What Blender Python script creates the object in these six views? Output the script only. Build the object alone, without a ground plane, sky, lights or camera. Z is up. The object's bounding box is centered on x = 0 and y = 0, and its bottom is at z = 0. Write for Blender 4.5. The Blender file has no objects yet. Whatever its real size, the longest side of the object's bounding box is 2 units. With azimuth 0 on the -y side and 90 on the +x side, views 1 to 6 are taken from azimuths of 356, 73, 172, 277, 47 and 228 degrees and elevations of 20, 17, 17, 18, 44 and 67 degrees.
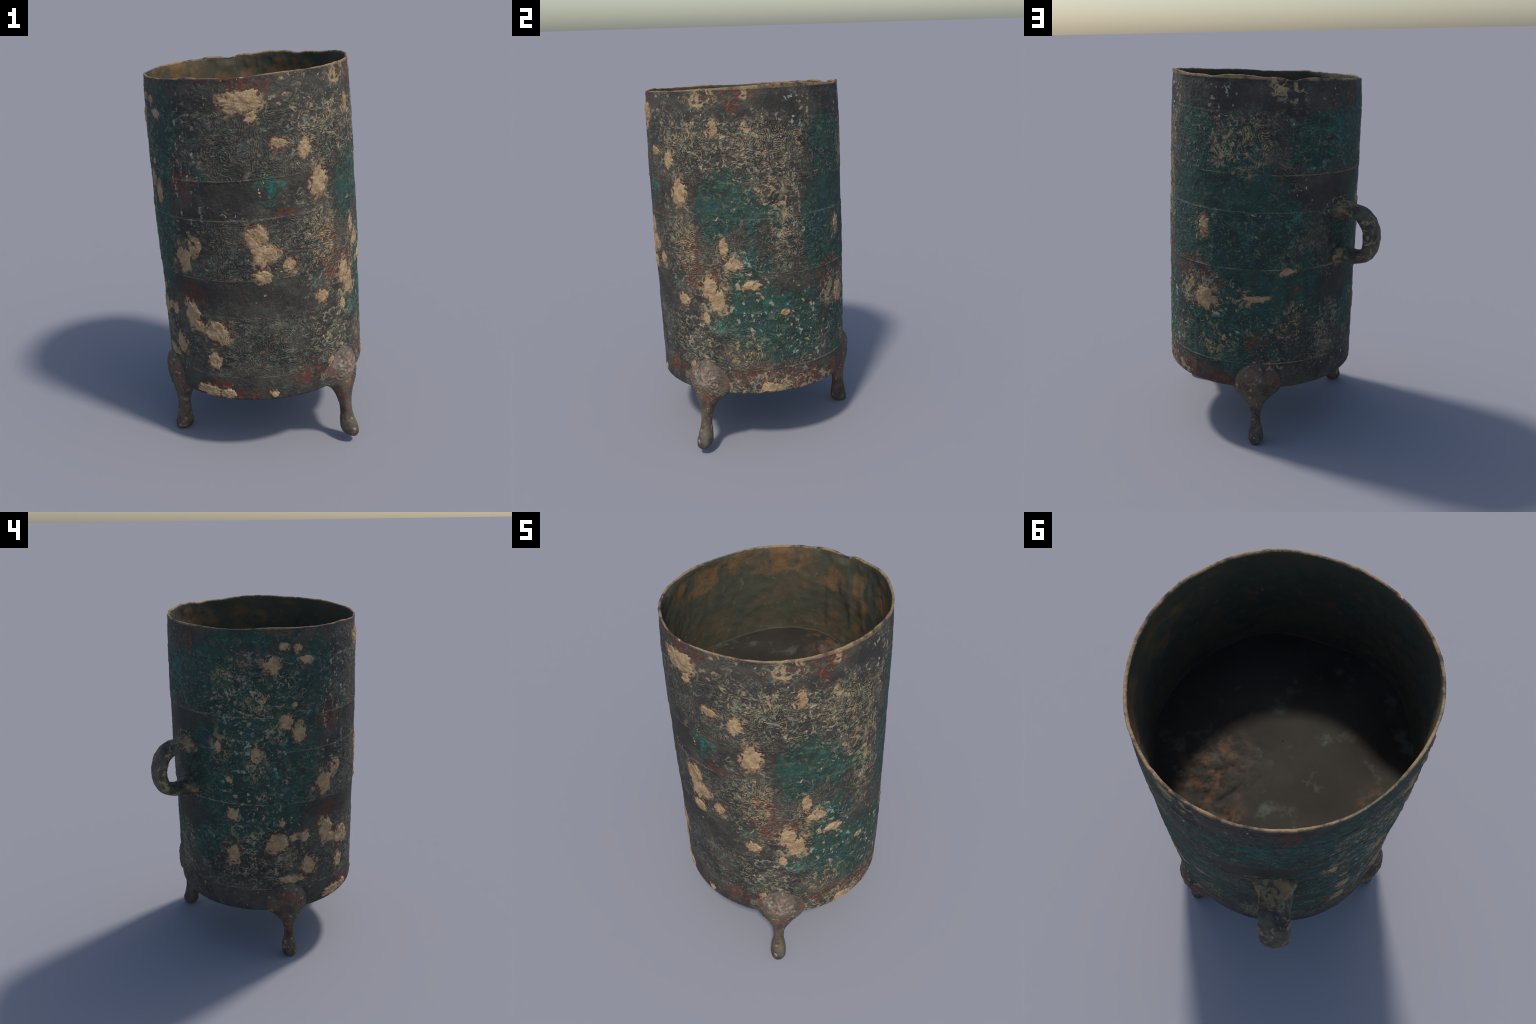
"""Ancient bronze tripod cylinder vessel with a ring handle, corroded and soil crusted."""
import bpy, math
import numpy as np
from mathutils import Vector

rng = np.random.default_rng(7)

# ------------------------------------------------------------------ noise
_perm = np.random.default_rng(11).permutation(256)
_perm = np.concatenate([_perm, _perm, _perm])
_grad = np.random.default_rng(12).normal(size=(256, 3))
_grad /= np.linalg.norm(_grad, axis=1)[:, None]


def noise(P, scale=1.0, offset=0.0):
    """gradient noise of an (..., 3) array, about -0.8..0.8"""
    Q = np.asarray(P, float) * scale + offset
    I = np.floor(Q).astype(int)
    F = Q - I
    I &= 255
    U = F * F * F * (F * (F * 6 - 15) + 10)
    out = 0
    for dx in (0, 1):
        wx = U[..., 0] if dx else 1 - U[..., 0]
        for dy in (0, 1):
            wy = U[..., 1] if dy else 1 - U[..., 1]
            for dz in (0, 1):
                wz = U[..., 2] if dz else 1 - U[..., 2]
                h = _perm[_perm[_perm[(I[..., 0] + dx) & 255] + ((I[..., 1] + dy) & 255)] + ((I[..., 2] + dz) & 255)]
                g = _grad[h]
                d = F - np.array([dx, dy, dz])
                out = out + wx * wy * wz * (g * d).sum(-1)
    return out * 1.5


def fbm(P, scale, octaves=4, offset=0.0):
    o, a = 0, 1.0
    for k in range(octaves):
        o = o + a * noise(P, scale * 2 ** k, offset + 17.3 * k)
        a *= 0.5
    return o


def smooth(a, b, x):
    t = np.clip((x - a) / (b - a), 0, 1)
    return t * t * (3 - 2 * t)


# ------------------------------------------------------------------ body form
# centre line, radius and out-of-round terms as polynomials of s (0 base edge, 1 rim)
CX = (0.0298, -0.0602, -0.0575, 0.0381)
CY = (-0.0205, 0.0263, -0.0435, 0.0241)
RAD = (0.5338, -0.0220, 0.0653, -0.0556)
OVAL_BASE = (0.0018, 0.0076)
OVAL_RIM = (-0.0098, 0.0078)
TRI_BASE = (-0.0012, 0.0002)
TRI_RIM = (0.0041, -0.0023)
QUAD_RIM = (-0.0016, -0.0017)
RIM_Z = 1.9552
RIM_WAVES = ((0.0323, 0.0053), (0.0018, 0.0009), (0.0016, -0.0009), (0.0001, 0.0002), (0.0012, -0.0004),
             (0.0016, 0.0013), (-0.0008, 0.0002), (-0.0010, 0.0018), (0.0006, -0.0007))
BASE_Z = (0.3427, 0.0265, -0.0059)
FILLET = 0.030
FLOOR_Z = 1.440


def poly(c, s):
    return c[0] + c[1] * s + c[2] * s ** 2 + c[3] * s ** 3


def wave(c, k, t):
    return c[0] * np.cos(k * t) + c[1] * np.sin(k * t)


def rim_height(t):
    z = RIM_Z + sum(wave(c, k + 1, t) for k, c in enumerate(RIM_WAVES))
    # nicks and swellings of the worn lip: azimuth, depth, width in degrees
    for az, dz, w in ((97, -0.011, 4.5), (89, 0.004, 4), (107, 0.003, 4), (52, -0.006, 5), (215, 0.003, 6), (118, -0.004, 4)):
        d = (np.degrees(t) - az + 180) % 360 - 180
        z = z + dz * np.exp(-(d / w) ** 2)
    c = np.stack([np.cos(t), np.sin(t), 0 * t], -1)
    return z + 0.0025 * noise(c, 9, 3.1) + 0.0012 * noise(c, 30, 5.1)


def base_height(t):
    return BASE_Z[0] + BASE_Z[1] * np.cos(t) + BASE_Z[2] * np.sin(t)


def wall_point(t, s, inset=0.0):
    """outer wall of the vessel, azimuth t and fraction s from base edge to rim"""
    zb = base_height(t)
    z = zb + (rim_height(t) - zb) * s
    r = poly(RAD, s) - inset
    swell = np.sin(np.pi * np.clip(s, 0, 1))
    r = r + 0.002 * swell + 0.0020 * swell * np.cos(t + 1.3)
    for az, width in ((-42, 20), (155, 24)):
        d = (np.degrees(t) - az + 180) % 360 - 180
        r = r + 0.008 * np.exp(-(d / width) ** 2) * smooth(.78, .92, s)
    r = r - 0.003 * smooth(.93, 1.0, s)
    r = r + (1 - s) * (wave(OVAL_BASE, 2, t) + wave(TRI_BASE, 3, t))
    r = r + s * (wave(OVAL_RIM, 2, t) + wave(TRI_RIM, 3, t) + wave(QUAD_RIM, 4, t))
    return np.stack([poly(CX, s) + r * np.cos(t), poly(CY, s) + r * np.sin(t), z], -1)


def on_wall(az, z):
    """smooth wall position and outward normal at azimuth az (degrees) and height z"""
    t = np.radians(az)
    lo, hi = -0.05, 1.05
    for _ in range(40):
        m = (lo + hi) / 2
        if wall_point(np.array(t), np.array(m))[2] < z:
            lo = m
        else:
            hi = m
    return t, lo


# levels of the cast decoration, as fraction s of the wall
BANDS = ((0.080, 0.281), (0.405, 0.593), (0.712, 0.905))
RIDGES = ((0.080, 0.0022), (0.281, 0.0008), (0.405, 0.0026), (0.593, 0.0012), (0.712, 0.0018), (0.903, -0.0028))


def wall_relief(P, s):
    """outward relief of the wall: dents, cast bands, thin raised fillets, corrosion lumps"""
    h = 0.0035 * noise(P, 3.0, 1.7) + 0.0016 * noise(P, 8.0, 4.0)
    for a, b in BANDS:
        inside = smooth(a - 0.004, a + 0.004, s) * (1 - smooth(b - 0.004, b + 0.004, s))
        h = h + inside * (0.0020 + 0.0013 * fbm(P, 30, 2, 8.0))
    for lv, amp in RIDGES:
        wob = 0.002 * noise(P, 6, 9.0)
        h = h + amp * np.exp(-((s + wob - lv) / 0.0030) ** 2) * (0.7 + 0.6 * noise(P, 7, 2.0))
    lumps = fbm(P, 22, 3, 20.0)
    h = h + 0.0028 * np.clip(lumps - 0.15, 0, 1) + 0.0009 * noise(P, 60, 31.0)
    # the lip thickens slightly
    h = h + 0.002 * smooth(0.985, 1.0, s)
    return h


# ------------------------------------------------------------------ mesh helpers
def new_mesh(name, V, F, mat, normals=None, smooth_shade=True):
    me = bpy.data.meshes.new(name)
    V = np.ascontiguousarray(V, dtype=np.float32)
    F = np.asarray(F, dtype=np.int32)
    me.vertices.add(len(V))
    me.vertices.foreach_set("co", V.ravel())
    n = F.shape[1]
    me.loops.add(F.size)
    me.loops.foreach_set("vertex_index", F.ravel())
    me.polygons.add(len(F))
    me.polygons.foreach_set("loop_start", np.arange(0, F.size, n, dtype=np.int32))
    me.polygons.foreach_set("loop_total", np.full(len(F), n, dtype=np.int32))
    me.update(calc_edges=True)
    me.validate()
    me.polygons.foreach_set("use_smooth", np.full(len(me.polygons), smooth_shade))
    me.materials.append(mat)
    if normals is not None:
        me.normals_split_custom_set_from_vertices([tuple(x) for x in normals.tolist()])
    ob = bpy.data.objects.new(name, me)
    bpy.context.scene.collection.objects.link(ob)
    return ob


def grid_faces(nt, ns, closed=True):
    i = np.arange(nt if closed else nt - 1)
    j = np.arange(ns - 1)
    I, J = np.meshgrid(i, j, indexing='ij')
    I2 = (I + 1) % nt
    return np.stack([I * ns + J, I2 * ns + J, I2 * ns + J + 1, I * ns + J + 1], -1).reshape(-1, 4)


def grid_normals(G, closed=True):
    if closed:
        dt = np.roll(G, -1, 0) - np.roll(G, 1, 0)
    else:
        dt = np.gradient(G, axis=0)
    ds = np.gradient(G, axis=1)
    N = np.cross(dt, ds)
    return N / (np.linalg.norm(N, axis=-1)[..., None] + 1e-12)


# ------------------------------------------------------------------ node helper
class Nodes:
    def __init__(self, name):
        self.mat = bpy.data.materials.new(name)
        self.mat.use_nodes = True
        self.t = self.mat.node_tree
        self.t.nodes.clear()
        self.out = self.t.nodes.new("ShaderNodeOutputMaterial")
        self.bsdf = self.t.nodes.new("ShaderNodeBsdfPrincipled")
        self.t.links.new(self.bsdf.outputs[0], self.out.inputs[0])
        self.pos = self.t.nodes.new("ShaderNodeTexCoord").outputs["Object"]

    def put(self, sock, v):
        if isinstance(v, bpy.types.NodeSocket):
            self.t.links.new(v, sock)
        elif v is not None:
            sock.default_value = v

    def math(self, op, a, b=None, c=None, clamp=False):
        n = self.t.nodes.new("ShaderNodeMath")
        n.operation = op
        n.use_clamp = clamp
        for k, v in enumerate((a, b, c)):
            if v is not None:
                self.put(n.inputs[k], v)
        return n.outputs[0]

    def vec(self, op, a, b=None, c=None):
        n = self.t.nodes.new("ShaderNodeVectorMath")
        n.operation = op
        for k, v in enumerate((a, b, c)):
            if v is not None:
                if op == 'SCALE' and k == 1:
                    self.put(n.inputs["Scale"], v)
                else:
                    self.put(n.inputs[k], v)
        return n.outputs["Value" if op in ('LENGTH', 'DOT_PRODUCT', 'DISTANCE') else "Vector"]

    def noise(self, scale, detail=3.0, rough=0.55, vec=None, distortion=0.0, color=False):
        n = self.t.nodes.new("ShaderNodeTexNoise")
        n.inputs["Scale"].default_value = scale
        n.inputs["Detail"].default_value = detail
        n.inputs["Roughness"].default_value = rough
        n.inputs["Distortion"].default_value = distortion
        self.put(n.inputs["Vector"], vec if vec is not None else self.pos)
        return n.outputs["Color" if color else "Fac"]

    def step(self, x, a, b):
        n = self.t.nodes.new("ShaderNodeMapRange")
        n.interpolation_type = 'SMOOTHSTEP'
        self.put(n.inputs["Value"], x)
        n.inputs["From Min"].default_value = a
        n.inputs["From Max"].default_value = b
        return n.outputs["Result"]

    def mix(self, fac, a, b):
        n = self.t.nodes.new("ShaderNodeMix")
        n.data_type = 'RGBA'
        self.put(n.inputs[0], fac)
        self.put(n.inputs[6], a)
        self.put(n.inputs[7], b)
        return n.outputs[2]

    def shift(self, off):
        return self.vec('ADD', self.pos, off)

    def bump(self, height, strength, dist, prev=None):
        n = self.t.nodes.new("ShaderNodeBump")
        n.inputs["Strength"].default_value = strength
        n.inputs["Distance"].default_value = dist
        self.put(n.inputs["Height"], height)
        if prev is not None:
            self.put(n.inputs["Normal"], prev)
        return n.outputs[0]

    def nearest(self, spots, pos):
        """relative distance to the nearest of a set of elliptic spots on the wall:
        spot = azimuth, height, half width, half height; 1 on the border"""
        d = None
        for az, z, a, b in spots:
            t, s = on_wall(az, z)
            p = wall_point(np.array(t), np.array(s))
            m = self.vec('MULTIPLY_ADD', pos, (1 / a, 1 / a, 1 / b), (-p[0] / a, -p[1] / a, -p[2] / b))
            l = self.vec('LENGTH', m)
            d = l if d is None else self.math('MINIMUM', d, l)
        return d


def srgb(r, g, b):
    f = lambda c: c / 12.92 if c <= 0.04045 else ((c + 0.055) / 1.055) ** 2.4
    return (f(r / 255), f(g / 255), f(b / 255), 1.0)


# ------------------------------------------------------------------ where the corrosion and soil sit
# azimuth (deg, 0 = +x, counter-clockwise), height, half width, half height in metres
CRUSTS = (
    (264, 1.84, .096, .048), (268, 1.77, .032, .029), (281, 1.65, .039, .030),
    (295, 1.61, .038, .044), (303, 1.45, .048, .075), (266, 1.21, .051, .060), (270, 1.12, .065, .054),
    (268, 1.01, .043, .041), (283, 1.06, .027, .034), (224, 1.07, .053, .065), (232, 1.14, .039, .044),
    (226, .77, .049, .079), (241, .70, .066, .060), (230, .72, .041, .036), (238, .54, .038, .051),
    (301, .86, .036, .036), (232, .36, .073, .031), (244, .36, .040, .031), (270, .37, .019, .019),
    (306, .45, .030, .072), (320, .95, .040, .072), (325, .88, .042, .065), (317, .78, .023, .036),
    (330, 1.18, .023, .059), (335, 1.09, .043, .041), (345, .97, .047, .024), (354, .39, .049, .030),
    (328, 1.79, .021, .044), (4, .81, .028, .020), (49, .83, .070, .060), (79, .84, .057, .020),
    (47, 1.22, .028, .051), (97, .98, .037, .019), (192, 1.74, .046, .046), (199, 1.84, .025, .021),
    (212, 1.77, .039, .021), (207, 1.83, .022, .021), (200, 1.44, .036, .044), (208, 1.38, .031, .057),
    (159, 1.29, .022, .038), (182, 1.25, .034, .040), (167, .90, .036, .037), (197, .85, .015, .024),
    (194, .73, .061, .063), (211, .76, .030, .030), (204, .76, .027, .025), (213, .57, .048, .057),
    (202, .50, .075, .026), (167, .66, .036, .049), (205, 1.53, .018, .017), (165, 1.11, .018, .020))
STAINS = (
    (283, 1.86, .057, .021), (182, 1.77, .153, .028), (168, 1.68, .113, .057), (183, 1.53, .078, .058), (195, 1.37, .058, .059),
    (182, 1.21, .066, .115), (188, 1.02, .059, .032), (176, .79, .093, .049), (160, 1.28, .075, .092),
    (202, .64, .095, .068), (322, 1.94, .101, .047), (345, 1.96, .040, .040), (290, 1.95, .094, .021),
    (309, 1.73, .136, .091), (348, 1.73, .109, .110), (9, 1.70, .092, .097), (332, 1.12, .080, .096),
    (322, .92, .095, .168), (5, 1.28, .083, .160), (359, 1.52, .108, .084), (343, .61, .116, .088),
    (349, .40, .221, .041), (25, .39, .131, .051), (42, .86, .116, .089), (304, 1.17, .080, .160),
    (74, 1.64, .117, .155), (57, 1.62, .065, .096), (99, .68, .068, .116), (125, .63, .092, .152),
    (57, .58, .104, .063), (90, 1.92, .059, .065), (100, 1.88, .047, .066), (75, .83, .114, .038),
    (46, 1.21, .048, .080), (86, .44, .081, .032), (134, 1.33, .085, .022), (134, .975, .07, .02))
GREENS = (
    (333, 1.42, .162, .163), (355, 1.32, .142, .108), (338, .86, .188, .230), (5, .73, .258, .205),
    (33, 1.24, .161, .317), (40, 1.66, .157, .189), (200, 1.33, .196, .450), (220, 1.72, .089, .169),
    (273, 1.43, .080, .070), (201, .94, .108, .160), (326, 1.38, .115, .184), (240, 1.46, .060, .062),
    (31, 1.28, .148, .192), (82, 1.24, .226, .212), (114, 1.63, .175, .157),
    (79, .92, .232, .096), (57, .69, .240, .155), (137, 1.22, .156, .112), (138, 1.69, .147, .171),
    (180, 1.42, .239, .310), (197, 1.62, .185, .229), (198, 1.20, .192, .199), (158, .99, .202, .201),
    (186, .90, .194, .097), (147, 1.38, .101, .115), (145, .72, .126, .136), (178, 1.89, .245, .055),
    (345, 1.10, .120, .104), (60, 1.20, .36, .55), (95, .80, .30, .30), (170, 1.25, .36, .55),
    (150, 1.66, .30, .20), (60, .62, .30, .20), (175, .85, .30, .16))
TEALS = (
    (337, 1.34, .035, .043), (324, .74, .070, .047), (353, .88, .029, .046), (6, .89, .039, .046),
    (332, 1.28, .022, .036), (23, .90, .048, .023), (192, 1.15, .037, .039), (125, 1.70, .076, .103),
    (101, 1.28, .080, .071), (148, .77, .050, .051), (297, .96, .051, .038), (279, 1.44, .056, .055))
REDS = (
    (339, 1.92, .047, .061), (36, .98, .088, .055), (18, .42, .128, .050),
    (310, 1.01, .054, .092), (347, .47, .191, .049), (39, .99, .120, .061),
    (45, .41, .166, .049), (138, 1.85, .040, .062), (104, .88, .031, .030), (81, .59, .058, .063),
    (269, 1.91, .116, .032), (230, 1.45, .087, .069), (229, .88, .084, .062), (242, .38, .123, .051),
    (290, .45, .095, .042), (282, 1.32, .050, .025), (308, 1.09, .060, .180), (198, 1.91, .118, .017),
    (166, .69, .058, .067), (253, .34, .094, .037), (44, .90, .15, .10), (15, .38, .20, .05), (60, .37, .20, .04),
    (335, 1.95, .16, .02), (255, 1.95, .20, .015), (322, .98, .08, .12))
BUSY = (
    (300, 1.70, .15, .20), (322, 1.72, .24, .20), (350, 1.62, .20, .24), (300, 1.20, .12, .36), (310, .75, .13, .30),
    (5, 1.40, .13, .35), (345, .42, .42, .10), (62, 1.68, .13, .17), (182, 1.50, .25, .32), (178, .68, .24, .22),
    (45, .86, .16, .14), (335, 1.05, .12, .14), (110, .60, .20, .16))
SPECKS = ((5, 1.50, .11, .30), (352, 1.50, .07, .20), (60, 1.65, .06, .22), (58, 1.85, .10, .10), (15, 1.86, .12, .10),
          (345, .90, .16, .25), (20, .70, .20, .25), (230, 1.50, .10, .35), (180, 1.2, .2, .5), (60, .75, .15, .2))
DARKS = (
    (256, 1.42, .173, .055), (254, .92, .234, .053), (4, 1.92, .109, .047), (2, 1.80, .086, .041),
    (63, 1.88, .120, .066), (121, 1.38, .184, .057), (131, .85, .159, .109), (103, .60, .111, .158),
    (238, 1.22, .133, .127), (224, .92, .144, .057), (138, 1.44, .145, .038), (354, 1.21, .043, .117))

# base colours
BRONZE = srgb(78, 73, 65)
BRONZE_DEEP = srgb(54, 51, 48)
GREEN = srgb(48, 76, 64)
GREEN_DEEP = srgb(41, 56, 49)
TEAL = srgb(42, 116, 106)
VERDIGRIS = srgb(100, 118, 104)
RUST = srgb(100, 54, 42)
TAN = srgb(178, 152, 118)
TAN_PALE = srgb(196, 174, 138)
OCHRE = srgb(196, 150, 84)


# ------------------------------------------------------------------ materials
def wall_material():
    N = Nodes("corroded_bronze")
    pos = N.pos
    # ragged borders: push the lookup position about
    w1 = N.vec('SCALE', N.vec('SUBTRACT', N.noise(9, 4, .6, color=True), (.5, .5, .5)), .11)
    w2 = N.vec('SCALE', N.vec('SUBTRACT', N.noise(34, 3, .6, color=True), (.5, .5, .5)), .035)
    ragged = N.vec('ADD', N.vec('ADD', pos, w1), w2)

    # unrolled wall coordinates: arc length and height along the leaning axis
    sep = N.t.nodes.new("ShaderNodeSeparateXYZ")
    N.put(sep.inputs[0], pos)
    x, y, z = sep.outputs
    c45, s45 = math.cos(math.radians(-45)), math.sin(math.radians(-45))
    xr = N.math('ADD', N.math('MULTIPLY', x, c45), N.math('MULTIPLY', y, s45))
    yr = N.math('SUBTRACT', N.math('MULTIPLY', y, c45), N.math('MULTIPLY', x, s45))
    arc = N.math('MULTIPLY', N.math('ARCTAN2', yr, xr), 0.53)
    lean = N.math('SUBTRACT', z, N.math('MULTIPLY', x, .052))
    q = N.math('DIVIDE', N.math('SUBTRACT', lean, .340), 1.617)
    qn = N.math('ADD', q, N.math('MULTIPLY', N.math('SUBTRACT', N.noise(20, 2), .5), .006))

    qe = N.math('ADD', q, N.math('MULTIPLY', N.math('SUBTRACT', N.noise(18, 4, .7, N.shift((6, 3, 1))), .5), .045))

    # masks of where each matter lies
    crust = N.nearest(CRUSTS, ragged)
    breakup = N.math('MULTIPLY', N.math('SUBTRACT', N.noise(15, 5, .7, N.shift((5, 0, 7))), .5), 1.6)
    stain = N.step(N.math('ADD', N.nearest(STAINS, ragged), N.math('MULTIPLY', breakup, .35)), 1.25, .75)
    green = N.step(N.math('ADD', N.nearest(GREENS, ragged), breakup), 1.12, .82)
    teal = N.step(N.nearest(TEALS, ragged), 1.2, .6)
    red = N.step(N.nearest(REDS, ragged), 1.25, .7)
    dark = N.step(N.nearest(DARKS, ragged), 1.25, .85)

    # cast interlace pattern in three bands
    wp = N.vec('SCALE', N.vec('SUBTRACT', N.noise(18, 3, .6, color=True), (.5, .5, .5)), .065)
    com = N.t.nodes.new("ShaderNodeCombineXYZ")
    N.put(com.inputs[0], arc)
    N.put(com.inputs[1], lean)
    uv = N.vec('ADD', com.outputs[0], wp)
    vor = N.t.nodes.new("ShaderNodeTexVoronoi")
    vor.voronoi_dimensions = '2D'
    vor.distance = 'MINKOWSKI'
    vor.inputs["Exponent"].default_value = 3.0
    vor.inputs["Scale"].default_value = 15.0
    vor.inputs["Randomness"].default_value = .7
    N.put(vor.inputs["Vector"], uv)
    pick = N.t.nodes.new("ShaderNodeSeparateColor")
    N.put(pick.inputs[0], vor.outputs["Color"])
    suv = N.t.nodes.new("ShaderNodeSeparateXYZ")
    N.put(suv.inputs[0], uv)
    horizontal = N.math('GREATER_THAN', pick.outputs[0], .62)
    vertical = N.math('GREATER_THAN', pick.outputs[1], .68)
    phase = N.math('MULTIPLY', vor.outputs["Distance"], 2 * math.pi * 6.0)
    phase = N.math('ADD', N.math('MULTIPLY', phase, N.math('SUBTRACT', 1.0, horizontal)),
                   N.math('MULTIPLY', N.math('MULTIPLY', suv.outputs[1], 2 * math.pi * 86), horizontal))
    phase = N.math('ADD', N.math('MULTIPLY', phase, N.math('SUBTRACT', 1.0, vertical)),
                   N.math('MULTIPLY', N.math('MULTIPLY', suv.outputs[0], 2 * math.pi * 86), vertical))
    lines = N.math('ADD', N.math('MULTIPLY', N.math('SINE', phase), .5), .5)
    band = None
    for a, b in BANDS:
        m = N.math('MULTIPLY', N.step(qe, a - .010, a + .008), N.step(qe, b + .010, b - .008))
        band = m if band is None else N.math('ADD', band, m)
    # vermicular traces: contour lines of a noise field
    field = N.noise(13, 2.5, .5, uv, .6)
    worm = N.math('ADD', N.math('MULTIPLY', N.math('SINE', N.math('MULTIPLY', field, 2 * math.pi * 8)), .5), .5)
    swap = N.step(N.noise(6, 2, .5, N.shift((8, 8, 2))), .42, .58)
    lines = N.math('ADD', N.math('MULTIPLY', lines, N.math('SUBTRACT', 1.0, swap)), N.math('MULTIPLY', worm, swap))
    worn = N.step(N.noise(7, 5, .65, N.shift((3, 1, 0))), .34, .60)
    flat = N.vec('MULTIPLY', uv, (1.0, 1.45, 1.0))
    fine = N.noise(27, 3, .60, flat, 1.4)
    fleck2 = N.noise(20, 3.5, .62, N.vec('ADD', flat, (4, 7, 0)), 1.8)
    grain = N.noise(120, 3, .6)
    pattern = N.math('MULTIPLY', lines, N.math('MULTIPLY', band, N.math('ADD', .35, N.math('MULTIPLY', worn, .65))))
    soilline = N.math('MULTIPLY', N.step(lines, .55, .95), N.math('MULTIPLY', band, worn))
    soilline = N.math('MULTIPLY', soilline, N.step(fine, .36, .60))

    ridge = None
    for lv, amp in RIDGES:
        if amp < 0.001:
            continue
        r = N.step(N.math('ABSOLUTE', N.math('SUBTRACT', qn, lv)), .0026, .0010)
        r = N.math('MULTIPLY', r, min(1.0, amp / .0024))
        ridge = r if ridge is None else N.math('ADD', ridge, r)
    ridge = N.math('MULTIPLY', ridge, N.step(N.noise(9, 4, .65, N.shift((7, 0, 2))), .38, .56))
    busy = N.step(N.math('ADD', N.nearest(BUSY, ragged), breakup), 1.25, .55)

    # colours, bottom layer first
    base = N.mix(N.step(N.noise(7, 5, .6), .35, .68), BRONZE_DEEP, BRONZE)
    base = N.mix(N.math('MULTIPLY', dark, .6), base, BRONZE_DEEP)
    gcol = N.mix(N.step(N.noise(12, 5, .65, N.shift((0, 0, 4))), .36, .64), GREEN_DEEP, GREEN)
    gcol = N.mix(N.math('MULTIPLY', N.step(fine, .54, .70), .55), gcol, srgb(64, 112, 96))
    gcol = N.mix(N.math('MULTIPLY', N.step(N.noise(6, 4, .6, N.shift((5, 2, 4))), .50, .66), .6), gcol, srgb(38, 70, 74))
    gcol = N.mix(N.math('MULTIPLY', N.step(N.noise(9, 5, .7, N.shift((8, 2, 6)), .5), .56, .70), .75), gcol, srgb(46, 48, 46))
    gcol = N.mix(N.math('MULTIPLY', N.step(N.noise(14, 5, .75, N.shift((1, 2, 6)), .6), .60, .72), .7), gcol, TEAL)
    gm = N.math('MULTIPLY', green, N.math('SUBTRACT', 1.0, N.math('MULTIPLY', dark, .8)))
    gm = N.math('MULTIPLY', gm, N.step(fleck2, .70, .60))
    col = N.mix(N.math('MULTIPLY', gm, .93), base, gcol)
    tn = N.step(N.noise(24, 5, .75, N.vec('ADD', flat, (4, 2, 0)), .8), .47, .62)
    col = N.mix(N.math('MULTIPLY', N.math('MULTIPLY', teal, tn), .75), col, TEAL)
    # dark cuprite red
    rn = N.noise(30, 5, .72, N.shift((2, 2, 8)), .9)
    redm = N.math('MULTIPLY', N.math('MULTIPLY', red, N.step(rn, .42, .58)), .92)
    redm = N.math('MAXIMUM', redm, N.math('MULTIPLY', N.step(N.noise(32, 4, .65, N.shift((1, 6, 8)), .6), .60, .70), .45))
    halo = N.math('MULTIPLY', N.step(crust, 1.45, 1.05), N.step(rn, .40, .55))
    redm = N.math('MAXIMUM', redm, N.math('MULTIPLY', halo, .75))
    col = N.mix(redm, col, RUST)
    # small flecks of verdigris and soil all over, densest on the worn panels
    quiet = N.math('SUBTRACT', 1.0, N.math('MULTIPLY', dark, .75))
    fm = N.math('MULTIPLY', N.step(fine, .53, .63), N.math('ADD', N.math('ADD', .18, N.math('MULTIPLY', band, .24)), N.math('MULTIPLY', busy, .26)))
    fm = N.math('MULTIPLY', fm, N.math('SUBTRACT', 1.0, N.math('MULTIPLY', gm, .5)))
    col = N.mix(N.math('MULTIPLY', fm, quiet), col, N.mix(N.math('MULTIPLY', busy, .7), VERDIGRIS, srgb(142, 130, 104)))
    f2 = N.math('MULTIPLY', N.step(fleck2, .56, .63), N.math('ADD', N.math('ADD', .12, N.math('MULTIPLY', band, .10)), N.math('MULTIPLY', busy, .52)))
    hue = N.noise(16, 2, .5, N.shift((7, 3, 3)))
    fcol = N.mix(N.step(hue, .50, .62), N.mix(N.step(hue, .36, .48), srgb(132, 150, 132), TAN), srgb(168, 164, 136))
    col = N.mix(N.math('MULTIPLY', f2, quiet), col, fcol)
    # soil in the pattern grooves and on the fillets
    lcol = N.mix(N.step(N.noise(18, 3, .6, N.shift((5, 5, 5))), .4, .62), srgb(128, 140, 122), TAN)
    open_ = N.math('SUBTRACT', 1.0, N.math('MULTIPLY', gm, .72))
    boost = N.math('ADD', .36, N.math('MULTIPLY', stain, .55))
    col = N.mix(N.math('MULTIPLY', N.math('MULTIPLY', soilline, boost), open_), col, lcol)
    col = N.mix(N.math('MULTIPLY', ridge, .6), col, srgb(150, 136, 108))
    # stains: broken tan film
    sn = N.noise(22, 4, .64, N.shift((9, 2, 1)), 1.3)
    film = N.math('MULTIPLY', stain, N.step(sn, .48, .575))
    fringe = N.math('MULTIPLY', N.step(crust, 1.35, 1.0), N.step(sn, .47, .55))
    film = N.math('MULTIPLY', film, N.math('SUBTRACT', 1.0, N.math('MULTIPLY', N.math('MULTIPLY', band, N.step(lines, .62, .25)), .85)))
    film = N.math('MAXIMUM', film, fringe)
    tcol = N.mix(N.step(N.noise(19, 3, .6, N.shift((3, 3, 3))), .42, .58), srgb(180, 150, 108), srgb(146, 136, 108))
    col = N.mix(N.math('MULTIPLY', film, .8), col, tcol)
    # pale specks scattered over the wall
    sp = N.step(N.noise(44, 3, .6, N.shift((6, 1, 9)), .3), .64, .69)
    spm = N.step(N.noise(4.5, 2, .5, N.shift((2, 8, 1))), .50, .64)
    col = N.mix(N.math('MULTIPLY', N.math('MULTIPLY', sp, spm), .8), col, TAN_PALE)
    speck = N.step(N.nearest(SPECKS, ragged), 1.3, .6)
    blob = N.step(N.noise(34, 3, .55, N.shift((9, 9, 1)), .3), .60, .66)
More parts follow.
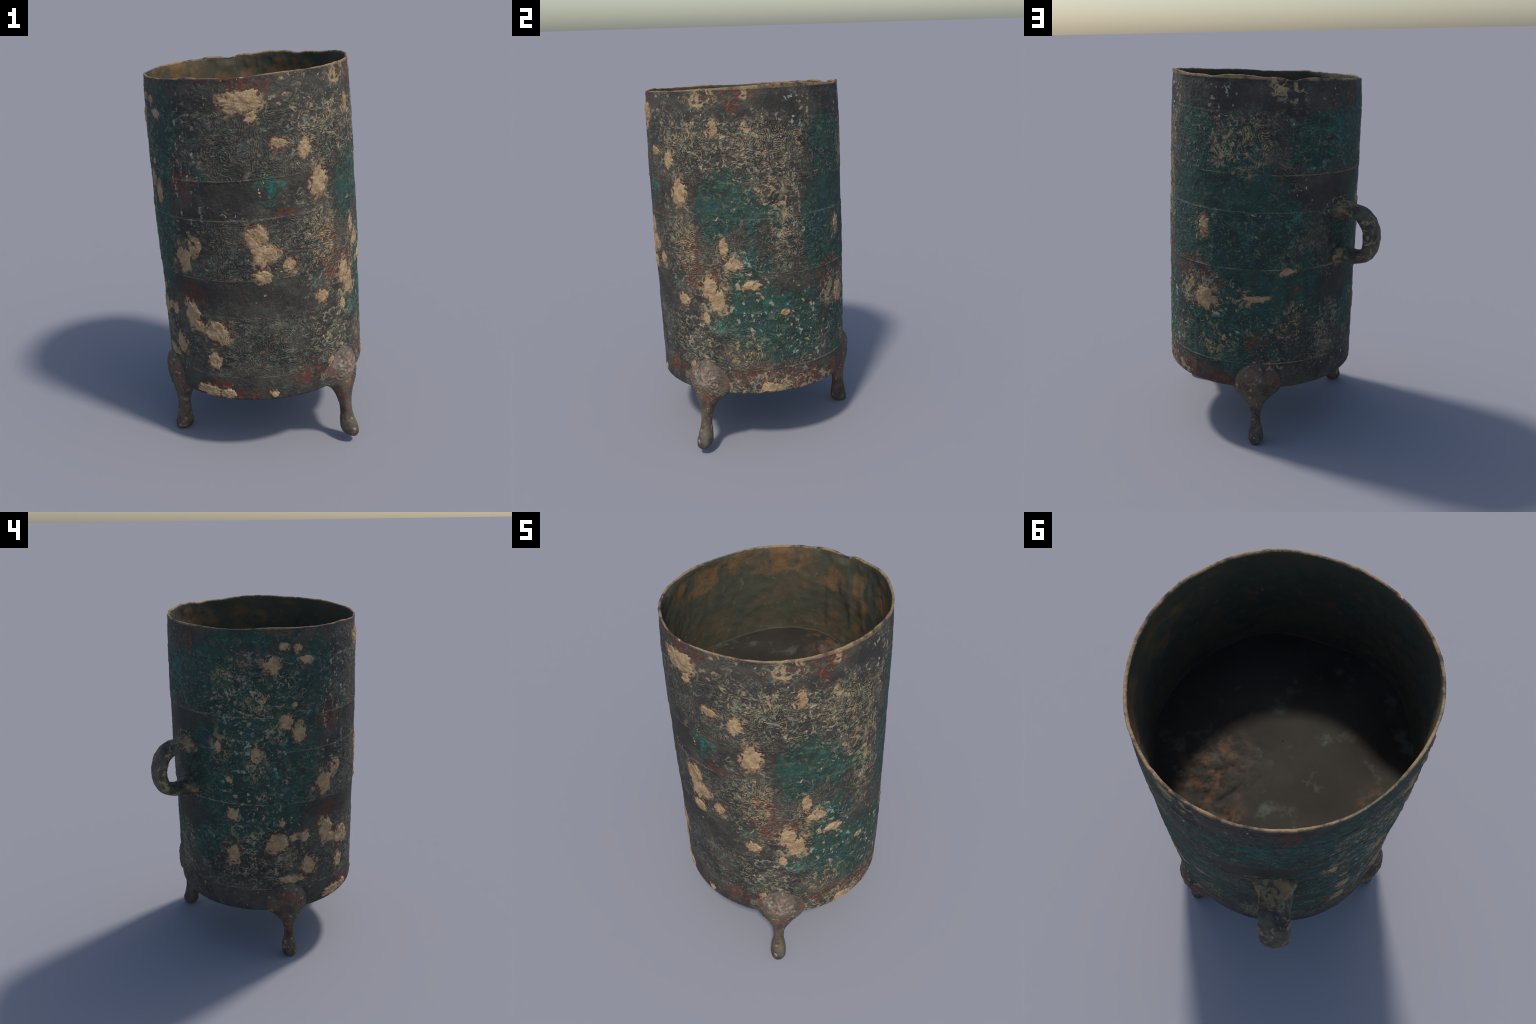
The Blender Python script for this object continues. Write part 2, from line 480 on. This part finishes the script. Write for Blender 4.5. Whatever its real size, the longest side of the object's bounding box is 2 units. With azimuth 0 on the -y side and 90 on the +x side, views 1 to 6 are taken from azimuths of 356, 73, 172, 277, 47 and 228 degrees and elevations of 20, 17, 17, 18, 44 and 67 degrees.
    col = N.mix(N.math('MULTIPLY', N.math('MULTIPLY', speck, blob), .75), col, N.mix(N.step(N.noise(8, 2, .5, N.shift((4, 4, 4))), .45, .55), srgb(164, 172, 156), TAN))
    # ochre worn lip
    lip = N.math('MULTIPLY', N.step(q, .996, 1.0), N.step(N.noise(12, 5, .68, N.shift((8, 1, 1))), .36, .58))
    col = N.mix(N.math('MULTIPLY', lip, .75), col, srgb(166, 136, 98))
    col = N.mix(N.math('MULTIPLY', N.math('SUBTRACT', grain, .5), .8, clamp=True), col, srgb(40, 38, 38))
    N.put(N.bsdf.inputs["Base Color"], col)
    N.bsdf.inputs["Roughness"].default_value = .72
    N.bsdf.inputs["Specular IOR Level"].default_value = .25
    hgt = N.math('ADD', N.math('MULTIPLY', pattern, .6), N.math('MULTIPLY', film, .5))
    hgt = N.math('ADD', hgt, N.math('MULTIPLY', fine, 1.0))
    hgt = N.math('ADD', hgt, N.math('MULTIPLY', grain, .25))
    N.put(N.bsdf.inputs["Normal"], N.bump(hgt, .8, .006))
    return N.mat


def crust_material():
    N = Nodes("dried_soil")
    a = N.noise(22, 5, .65)
    c = N.mix(N.step(a, .35, .65), srgb(152, 124, 92), TAN)
    c = N.mix(N.step(N.noise(60, 4, .7, N.shift((3, 1, 4))), .56, .72), c, TAN_PALE)
    c = N.mix(N.math('MULTIPLY', N.step(N.noise(48, 4, .7, N.shift((1, 5, 4))), .62, .74), .6), c, srgb(110, 72, 52))
    N.put(N.bsdf.inputs["Base Color"], c)
    N.bsdf.inputs["Roughness"].default_value = .9
    N.bsdf.inputs["Specular IOR Level"].default_value = .15
    N.put(N.bsdf.inputs["Normal"], N.bump(N.noise(42, 4, .62, N.pos, 1.2), .9, .010))
    return N.mat


def lining_material():
    N = Nodes("dull_lining")
    pos = N.pos
    a = N.noise(5, 5, .62)
    c = N.mix(N.step(a, .36, .64), srgb(86, 78, 62), srgb(72, 72, 60))
    w = N.vec('ADD', pos, N.vec('SCALE', N.vec('SUBTRACT', N.noise(8, 4, .6, color=True), (.5, .5, .5)), .16))
    umber = N.step(N.nearest(((150, 1.86, .34, .075), (185, 1.84, .22, .07), (110, 1.82, .14, .08), (85, 1.75, .06, .2), (55, 1.85, .16, .09), (15, 1.83, .13, .09)), w), 1.2, .8)
    c = N.mix(N.math('MULTIPLY', umber, N.step(N.noise(9, 5, .68, N.shift((2, 2, 2)), .5), .40, .60)), c, srgb(116, 90, 60))
    c = N.mix(N.math('MULTIPLY', N.step(N.noise(13, 5, .7, N.shift((4, 4, 1)), .6), .54, .70), .55), c, srgb(112, 82, 54))
    c = N.mix(N.math('MULTIPLY', N.step(N.noise(8, 5, .7, N.shift((1, 7, 1)), .5), .54, .70), .55), c, srgb(54, 78, 70))
    c = N.mix(N.step(N.noise(26, 4, .65, N.shift((3, 7, 1))), .6, .8), c, srgb(112, 112, 92))
    N.put(N.bsdf.inputs["Base Color"], c)
    N.bsdf.inputs["Roughness"].default_value = .8
    N.bsdf.inputs["Specular IOR Level"].default_value = .2
    N.put(N.bsdf.inputs["Normal"], N.bump(N.noise(28, 4, .6), .6, .006))
    return N.mat


def floor_material():
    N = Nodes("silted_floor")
    pos = N.pos
    c = N.mix(N.step(N.noise(4, 4, .55), .4, .65), srgb(50, 46, 40), srgb(56, 53, 46))
    w = N.vec('ADD', pos, N.vec('SCALE', N.vec('SUBTRACT', N.noise(9, 4, .6, color=True), (.5, .5, .5)), .14))
    sp = lambda x, y, r: N.vec('LENGTH', N.vec('MULTIPLY_ADD', w, (1 / r, 1 / r, 0), (-x / r, -y / r, 0)))
    rust = N.math('MINIMUM', sp(.06, .27, .16), sp(-.12, .40, .14))
    rust = N.math('MINIMUM', rust, sp(.10, .16, .10))
    rust = N.math('MINIMUM', rust, sp(-.47, -.10, .09))
    c = N.mix(N.math('MULTIPLY', N.math('MULTIPLY', N.step(rust, 1.2, .3), N.step(N.noise(14, 5, .65), .44, .64)), .6), c, srgb(112, 82, 64))
    c = N.mix(N.math('MULTIPLY', N.step(N.noise(8, 4, .65, N.shift((3, 7, 1))), .56, .72), .5), c, srgb(90, 98, 88))
    N.put(N.bsdf.inputs["Base Color"], c)
    N.bsdf.inputs["Roughness"].default_value = .8
    N.bsdf.inputs["Specular IOR Level"].default_value = .2
    N.put(N.bsdf.inputs["Normal"], N.bump(N.noise(30, 4, .6), .35, .005))
    return N.mat


def leg_material():
    N = Nodes("leg_bronze")
    a = N.noise(11, 5, .62)
    c = N.mix(N.step(a, .36, .64), srgb(66, 58, 52), srgb(98, 88, 72))
    c = N.mix(N.math('MULTIPLY', N.step(N.noise(16, 4, .65, N.shift((1, 4, 2))), .48, .62), .75), c, srgb(112, 72, 62))
    c = N.mix(N.math('MULTIPLY', N.step(N.noise(20, 4, .65, N.shift((6, 4, 2))), .55, .68), .6), c, srgb(78, 98, 84))
    c = N.mix(N.math('MULTIPLY', N.step(N.noise(30, 4, .65, N.shift((6, 1, 7))), .58, .66), .8), c, srgb(168, 138, 108))
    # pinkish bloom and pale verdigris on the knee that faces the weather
    k = N.vec('LENGTH', N.vec('MULTIPLY_ADD', N.pos, (11, 11, 13), (-.425 * 11, .435 * 11, -.46 * 13)))
    k = N.step(N.math('ADD', k, N.math('MULTIPLY', N.math('SUBTRACT', a, .5), 2.0)), 1.25, .5)
    bl = N.mix(N.step(N.noise(34, 3, .6, N.shift((2, 2, 5)), .6), .42, .6), srgb(128, 84, 76), srgb(146, 146, 130))
    c = N.mix(N.math('MULTIPLY', N.math('MULTIPLY', k, .8), N.step(N.noise(26, 4, .65, N.shift((9, 2, 5)), .8), .40, .55)), c, bl)
    N.put(N.bsdf.inputs["Base Color"], c)
    N.bsdf.inputs["Roughness"].default_value = .68
    N.bsdf.inputs["Specular IOR Level"].default_value = .3
    curl = N.math('SINE', N.math('MULTIPLY', N.noise(16, 1.5, .5, N.pos, .5), 2 * math.pi * 8))
    c2 = N.math('MULTIPLY', N.step(curl, .2, .9), N.step(N.noise(14, 3, .6, N.shift((2, 9, 9))), .44, .6))
    c = N.mix(N.math('MULTIPLY', c2, .35), c, srgb(120, 118, 100))
    N.put(N.bsdf.inputs["Base Color"], c)
    N.put(N.bsdf.inputs["Normal"], N.bump(N.math('ADD', N.noise(50, 4, .6), N.math('MULTIPLY', curl, .10)), .6, .005))
    return N.mat


def handle_material():
    N = Nodes("handle_bronze")
    a = N.noise(14, 5, .62)
    c = N.mix(N.step(a, .38, .62), srgb(62, 55, 48), srgb(94, 86, 70))
    c = N.mix(N.math('MULTIPLY', N.step(N.noise(13, 4, .65, N.shift((1, 4, 2))), .54, .68), .7), c, srgb(48, 92, 80))
    c = N.mix(N.math('MULTIPLY', N.step(N.noise(20, 5, .7, N.shift((6, 4, 2)), .6), .50, .62), .75), c, srgb(160, 138, 102))
    c = N.mix(N.math('MULTIPLY', N.step(N.noise(28, 4, .65, N.shift((3, 8, 2)), .6), .62, .70), .6), c, srgb(140, 152, 138))
    # soil packed round the upper root
    k = N.vec('LENGTH', N.vec('MULTIPLY_ADD', N.pos, (13, 13, 20), (.395 * 13, -.375 * 13, -1.30 * 20)))
    k = N.step(N.math('ADD', k, N.math('MULTIPLY', N.math('SUBTRACT', a, .5), 2.5)), 1.3, .8)
    c = N.mix(N.math('MULTIPLY', N.math('MULTIPLY', k, .8), N.step(N.noise(24, 4, .7, N.shift((5, 8, 1)), .6), .40, .58)), c, srgb(164, 134, 94))
    N.put(N.bsdf.inputs["Base Color"], c)
    N.bsdf.inputs["Roughness"].default_value = .66
    N.bsdf.inputs["Specular IOR Level"].default_value = .3
    N.put(N.bsdf.inputs["Normal"], N.bump(N.noise(45, 4, .6), .5, .005))
    return N.mat


M_WALL = wall_material()
M_CRUST = crust_material()
M_LINING = lining_material()
M_FLOOR = floor_material()
M_LEG = leg_material()
M_HANDLE = handle_material()

# ------------------------------------------------------------------ the thing
root = bpy.data.objects.new("bronze_vessel", None)
bpy.context.scene.collection.objects.link(root)
root["label"] = "corroded ancient bronze cylinder vessel on three legs, side ring handle"
root["category"] = "bronze vessel"


def part(ob, parent=root):
    ob.parent = parent
    return ob


# wall, base, lip, lining and floor are one continuous skin, then split by region
NT, NS = 1200, 520
T = np.linspace(0, 2 * np.pi, NT, endpoint=False)
S = np.linspace(0, 1, NS)
TT, SS = np.meshgrid(T, S, indexing='ij')
outer = wall_point(TT, SS)
nrm = grid_normals(outer)
outer = outer + nrm * wall_relief(outer, SS)[..., None]

# rounded base edge and underside, from the centre outwards
foot = outer[:, 0]
c0 = np.array([CX[0], CY[0]])
out_dir = foot[:, :2] - c0
rr = np.linalg.norm(out_dir, axis=1)[:, None]
out_dir = out_dir / rr
rings = []
for f in (0.02, 0.25, 0.5, 0.75, 0.9, 0.97):
    xy = c0 + out_dir * (rr - FILLET) * f
    z = foot[:, 2] - 0.016 + 0.004 * (1 - f)
    rings.append(np.concatenate([xy, z[:, None]], 1))
for a in np.radians(np.linspace(90, 6, 9)):
    xy = foot[:, :2] - out_dir * FILLET * (1 - np.cos(a))
    z = foot[:, 2] - 0.017 * np.sin(a)
    P = np.concatenate([xy, z[:, None]], 1)
    k = 0.006 * fbm(P, 26, 2, 40.0)[:, None] * math.sin(a)
    P[:, :2] += out_dir * k
    P[:, 2] += 0.6 * k[:, 0]
    rings.append(P)
base = np.stack(rings, 1)

# lip: half round of about 16 mm across
top = outer[:, -1]
cen = np.array([poly(CX, 1.0), poly(CY, 1.0)])
lip_dir = top[:, :2] - cen
lip_dir /= np.linalg.norm(lip_dir, axis=1)[:, None]
thick = 0.012 + 0.002 * noise(np.stack([np.cos(T), np.sin(T), 0 * T], -1), 5, 2.0)
lip = []
for a in np.radians(np.linspace(20, 180, 9)):
    h = thick / 2
    xy = top[:, :2] - lip_dir * (h * (1 - np.cos(a)))[:, None]
    z = top[:, 2] + 0.006 * np.sin(a) - 0.003 * (1 - np.cos(a)) * 0.5
    lip.append(np.concatenate([xy, z[:, None]], 1))
lip = np.stack(lip, 1)
shell = np.concatenate([base, outer, lip], 1)


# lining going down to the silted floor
def floor_height(x, y):
    # an uneven bed: hollows (centre x, y, depth, spread)
    z = FLOOR_Z + 0 * x
    for hx, hy, dz, w in ((-.40, -.38, -.120, .055), (.15, -.44, -.055, .05), (.20, .42, -.020, .05), (.14, .50, -.040, .02), (.46, .0, -.020, .04), (-.22, .34, .045, .05)):
        z = z + dz * np.exp(-((x - hx) ** 2 + (y - hy) ** 2) / w)
    P = np.stack([x, y, 0 * x], -1)
    lump = np.exp(-((x - .04) ** 2 + (y - .27) ** 2) / .03)
    z = z + 0.008 * noise(P, 4, 2.0) + 0.003 * noise(P, 12, 7.0) + 0.016 * lump * fbm(P, 18, 3, 3.0)
    hole = np.exp(-((x + .10) ** 2 + (y - .36) ** 2) / .0006)
    return z - 0.03 * hole


NL = 90
lin = []
edge = lip[:, -1]
s_floor = (FLOOR_Z - 0.34) / 1.617
for k in range(1, NL + 1):
    f = k / NL
    s = 1 - f * (1 - s_floor)
    P = wall_point(T, np.full(NT, s), 0.011 + 0.003 * f)
    P[:, :2] -= lip_dir * (0.013 * smooth(.05, .5, f) * np.clip(np.cos(T - 1.0), 0, 1))[:, None]
    zf = floor_height(P[:, 0], P[:, 1])
    P[:, 2] = edge[:, 2] + (zf - edge[:, 2]) * f
    w = smooth(0, .08, f) * 1.0
    P[:, :2] += lip_dir * (w * np.minimum(0.007 * noise(P * [1, 1, .5], 6, 3.0) + 0.003 * noise(P, 20, 6.0), .003))[:, None]
    # stretched folds near the azimuth of the worn side
    az = (np.degrees(T) - 95 + 180) % 360 - 180
    crease = fbm(P * [1, 1, .25] + [0, 0, 3], 12, 2, 1.0)
    P[:, :2] -= lip_dir * (w * 0.016 * np.exp(-(az / 26) ** 2) * np.clip(crease, 0, 1))[:, None]
    b = smooth(0, .03, f)
    P[:, :2] = (edge[:, :2] - lip_dir * 0.001) * (1 - b) + P[:, :2] * b
    lin.append(P)
lining = np.stack([edge] + lin, 1)

NF = 70
last = lining[:, -1]
cf = last[:, :2].mean(0)
flo = [last]
for k in range(1, NF + 1):
    f = 1 - k / (NF + 0.3)
    xy = cf + (last[:, :2] - cf) * f
    z = floor_height(xy[:, 0], xy[:, 1])
    rim_up = 0.012 * np.exp(-((1 - f) / .03) ** 2)
    flo.append(np.concatenate([xy, (z + rim_up * 0)[:, None]], 1))
floor = np.stack(flo, 1)

whole = np.concatenate([shell, lining[:, 1:], floor[:, 1:]], 1)
WN = grid_normals(whole)
n1 = shell.shape[1]
n2 = n1 + lining.shape[1] - 1


def skin(name, a, b, mat, step=1):
    G = whole[::step, a:b]
    return part(new_mesh(name, G.reshape(-1, 3), grid_faces(G.shape[0], G.shape[1]), mat,
                         WN[::step, a:b].reshape(-1, 3)))


wall = skin("wall", 0, n1, M_WALL)
lining_ob = skin("lining", n1 - 1, n2, M_LINING, 2)
floor_ob = skin("floor", n2 - 1, whole.shape[1], M_FLOOR, 2)


# ------------------------------------------------------------------ crusts of dried soil
def make_crust(spot, seed):
    az, z, a, b = spot
    t0, s0 = on_wall(az, z)
    s0 = min(max(s0, 0.004), 0.985)
    NA, NR = 72, 16
    ang = np.linspace(0, 2 * np.pi, NA, endpoint=False)
    f = np.linspace(0, 1, NR + 1)[1:] ** 0.85
    A, Fr = np.meshgrid(ang, f, indexing='ij')
    cs = np.stack([np.cos(ang), np.sin(ang), np.full(NA, seed * 3.7)], -1)
    out = 1.08 + 0.34 * noise(cs, 1.3, 1.0) + 0.28 * noise(cs, 3.2, 2.0) + 0.22 * noise(cs, 8.0, 4.0)
    rho = Fr * out[:, None] * 1.05
    zb = base_height(t0)
    H = rim_height(np.array(t0)) - zb
    R = 0.52
    t = t0 + rho * np.cos(A) * a / R
    s = np.clip(s0 + rho * np.sin(A) * b / H, 0.001, 0.99)
    P = wall_point(t, s)
    # outward normal of the smooth wall
    e = 1e-3
    dt = wall_point(t + e, s) - wall_point(t - e, s)
    ds = wall_point(t, s + e) - wall_point(t, s - e)
    n = np.cross(dt, ds)
    n /= np.linalg.norm(n, axis=-1)[..., None]
    lift = 0.0052 * (1 - smooth(.55, 1.0, Fr)) - 0.0030 * smooth(.70, 1.0, Fr)
    lift = lift + (0.0040 * fbm(P, 30, 3, seed) + .0015 * noise(P, 90, seed)) * (1 - smooth(.92, 1.0, Fr))
    lift = lift + 0.0035 * noise(P, 3.0, 1.7) + 0.0016 * noise(P, 8.0, 4.0)
    P = P + n * lift[..., None]
    mid = P[:, 0].mean(0)
    V = np.concatenate([P.reshape(-1, 3), mid[None]])
    me = bpy.data.meshes.new("soil_crust")
    q = grid_faces(NA, NR).tolist()
    k = len(V) - 1
    tri = [(k, i * NR, ((i + 1) % NA) * NR) for i in range(NA)]
    me.from_pydata(V.tolist(), [], [tuple(x[::-1]) for x in q] + [x[::1] for x in tri])
    me.update()
    import bmesh
    bm = bmesh.new()
    bm.from_mesh(me)
    bmesh.ops.recalc_face_normals(bm, faces=bm.faces)
    bm.to_mesh(me)
    bm.free()
    me.polygons.foreach_set("use_smooth", np.full(len(me.polygons), True))
    me.materials.append(M_CRUST)
    ob = bpy.data.objects.new("soil_crust", me)
    bpy.context.scene.collection.objects.link(ob)
    return part(ob)


for i, spot in enumerate(CRUSTS):
    make_crust(spot, i + 1.0)


# ------------------------------------------------------------------ legs
# stations up the leg: height above the ground, half width, inner and outer radius from the base centre
LEG = (
    (0.000, .017, .500, .545), (0.006, .030, .484, .559), (0.022, .039, .472, .565), (0.045, .0410, .468, .564),
    (0.080, .0370, .471, .556), (0.120, .0290, .478, .549), (0.160, .0270, .480, .548), (0.200, .0325, .472, .551),
    (0.240, .0475, .460, .557), (0.270, .0690, .445, .564), (0.295, .0960, .425, .570), (0.315, .1220, .410, .575),
    (0.340, .1350, .400, .580), (0.370, .1370, .400, .582), (0.410, .1310, .400, .582), (0.445, .1160, .400, .577),
    (0.475, .0920, .400, .567), (0.500, .0610, .400, .553), (0.515, .0300, .400, .540))


def make_leg(az, ground, stretch, shift, splay, knee_side, foot_side, seed):
    a = math.radians(az)
    rad = np.array([math.cos(a), math.sin(a), 0])
    tan = np.array([-math.sin(a), math.cos(a), 0])
    st = np.array(LEG)
    k = np.linspace(0, len(st) - 1, 240)
    ii = np.arange(len(st))
    # Catmull-Rom through the stations
    def interp(col):
        i = np.clip(np.floor(k).astype(int), 0, len(st) - 2)
        f = k - i
        p = lambda d: col[np.clip(i + d, 0, len(st) - 1)]
        p0, p1, p2, p3 = p(-1), p(0), p(1), p(2)
        return 0.5 * (2 * p1 + (p2 - p0) * f + (2 * p0 - 5 * p1 + 4 * p2 - p3) * f ** 2 + (3 * p1 - p0 - 3 * p2 + p3) * f ** 3)
    z, hw, ri, ro = (interp(st[:, c]) for c in range(4))
    NA = 200
    ang = np.linspace(0, 2 * np.pi, NA, endpoint=False)
    A, Z = np.meshgrid(ang, z, indexing='ij')
    hw, ri, ro = (np.broadcast_to(v, A.shape) for v in (hw, ri, ro))
    ca, sa = np.cos(A), np.sin(A)
    ex = 2 / (2.3 - .6 * smooth(.24, .34, Z))
    cx = np.sign(ca) * np.abs(ca) ** ex
    sx = np.sign(sa) * np.abs(sa) ** ex
    r = (ri + ro) / 2 + (ro - ri) / 2 * cx
    w = hw * sx
    # animal mask cast on the knee: two ringed eyes, a snout ridge, whisker grooves
    front = smooth(.1, .5, ca)
    relief = 0
    for side in (-1, 1):
        d = np.hypot(w - side * .045, (Z - .432))
        relief = relief + .0070 * np.exp(-(d / .012) ** 2) + .0060 * np.exp(-((d - .028) / .007) ** 2)
        d2 = np.hypot(w - side * .060, (Z - .375))
        relief = relief + .0040 * np.cos(d2 * 330) * np.exp(-(d2 / .034) ** 2)
    relief = relief + .006 * np.exp(-(w / .013) ** 2) * smooth(.33, .38, Z) * (1 - smooth(.45, .48, Z))
    relief = relief + .0022 * np.cos((Z + 1.1 * np.abs(w)) * 260 + 3 * noise(np.stack([w, Z, 0 * Z], -1), 30, seed)) * np.exp(-((Z - .325) / .035) ** 2)
    r = r + front * relief * smooth(.26, .32, Z)
    zz = ground + Z * stretch
    base_c = np.array([0.030, -0.020, 0.0])
    r = r + shift + splay * (.35 - Z)
    w = w + foot_side + (knee_side - foot_side) * smooth(.15, .38, Z)
    P = base_c + rad * r[..., None] + tan * w[..., None] + np.array([0, 0, 1.0]) * zz[..., None]
    n = grid_normals(P)
    P = P + n * (0.0020 * noise(P, 20, seed) + .0012 * noise(P, 55, seed))[..., None]
    ns = len(z)
    V = np.concatenate([P.reshape(-1, 3), P[:, 0].mean(0)[None], P[:, -1].mean(0)[None]])
    F = grid_faces(NA, ns).tolist()
    kb, kt = len(V) - 2, len(V) - 1
    F += [(((i + 1) % NA) * ns, i * ns, kb) for i in range(NA)]
    F += [(i * ns + ns - 1, ((i + 1) % NA) * ns + ns - 1, kt) for i in range(NA)]
    me = bpy.data.meshes.new("leg")
    me.from_pydata(V.tolist(), [], F)
    me.update()
    me.polygons.foreach_set("use_smooth", np.full(len(me.polygons), True))
    me.materials.append(M_LEG)
    ob = bpy.data.objects.new("leg", me)
    bpy.context.scene.collection.objects.link(ob)
    return part(ob)


make_leg(-45, 0.037, 1.01, 0.0, 0.20, 0.001, -0.004, 1.0)
make_leg(201, 0.0005, 0.965, 0.000, 0.0, -0.014, 0.001, 5.0)
make_leg(80, 0.000, 0.965, -0.002, 0.04, 0.009, -0.004, 9.0)

# ------------------------------------------------------------------ ring handle
LOOP = ((.470, 1.258), (.545, 1.264), (.600, 1.268), (.652, 1.258), (.694, 1.227), (.717, 1.182), (.723, 1.132),
        (.715, 1.082), (.690, 1.043), (.650, 1.024), (.600, 1.019), (.545, 1.020), (.470, 1.022))


def make_handle():
    pts = np.array(LOOP)
    k = np.linspace(0, len(pts) - 1, 160)
    i = np.clip(np.floor(k).astype(int), 0, len(pts) - 2)
    f = (k - i)[:, None]
    p = lambda d: pts[np.clip(i + d, 0, len(pts) - 1)]
    p0, p1, p2, p3 = p(-1), p(0), p(1), p(2)
    C = 0.5 * (2 * p1 + (p2 - p0) * f + (2 * p0 - 5 * p1 + 4 * p2 - p3) * f ** 2 + (3 * p1 - p0 - 3 * p2 + p3) * f ** 3)
    d = np.gradient(C, axis=0)
    d /= np.linalg.norm(d, axis=1)[:, None]
    out = np.stack([-d[:, 1], d[:, 0]], 1)   # left of travel: outward of the loop
    near = np.exp(-((C[:, 0] - .525) / .040) ** 2) + (C[:, 0] < .525)
    near = np.clip(near, 0, 1)
    topness = smooth(1.1, 1.2, C[:, 1])
    half_w = .063 + near * (.028 * topness + .012 * (1 - topness))
    half_t = .0365 + near * .016
    NA = 64
    ang = np.linspace(0, 2 * np.pi, NA, endpoint=False)
    A, K = np.meshgrid(ang, np.arange(len(C)), indexing='ij')
    ca, sa = np.cos(A), np.sin(A)
    # flat inside, domed outside
    tt = np.where(ca > 0, ca, np.sign(ca) * np.abs(ca) ** .85 * .95)
    rz = C[K] + out[K] * (half_t[K] * tt)[..., None]
    w = half_w[K] * sa
    a = math.radians(134.0)
    rad = np.array([math.cos(a), math.sin(a), 0])
    tan = np.array([-math.sin(a), math.cos(a), 0])
    c = np.array([-.010, -.014, 0])
    P = c + rad * rz[..., :1] + tan * w[..., None] + np.array([0, 0, 1.0]) * rz[..., 1:]
    n = grid_normals(P)
    P = P - n * (0.0030 * noise(P, 24, 2.0) + .0020 * noise(P, 50, 6.0))[..., None]
    ob = new_mesh("handle", P.reshape(-1, 3), grid_faces(NA, len(C))[:, ::-1], M_HANDLE)
    return part(ob)


make_handle()
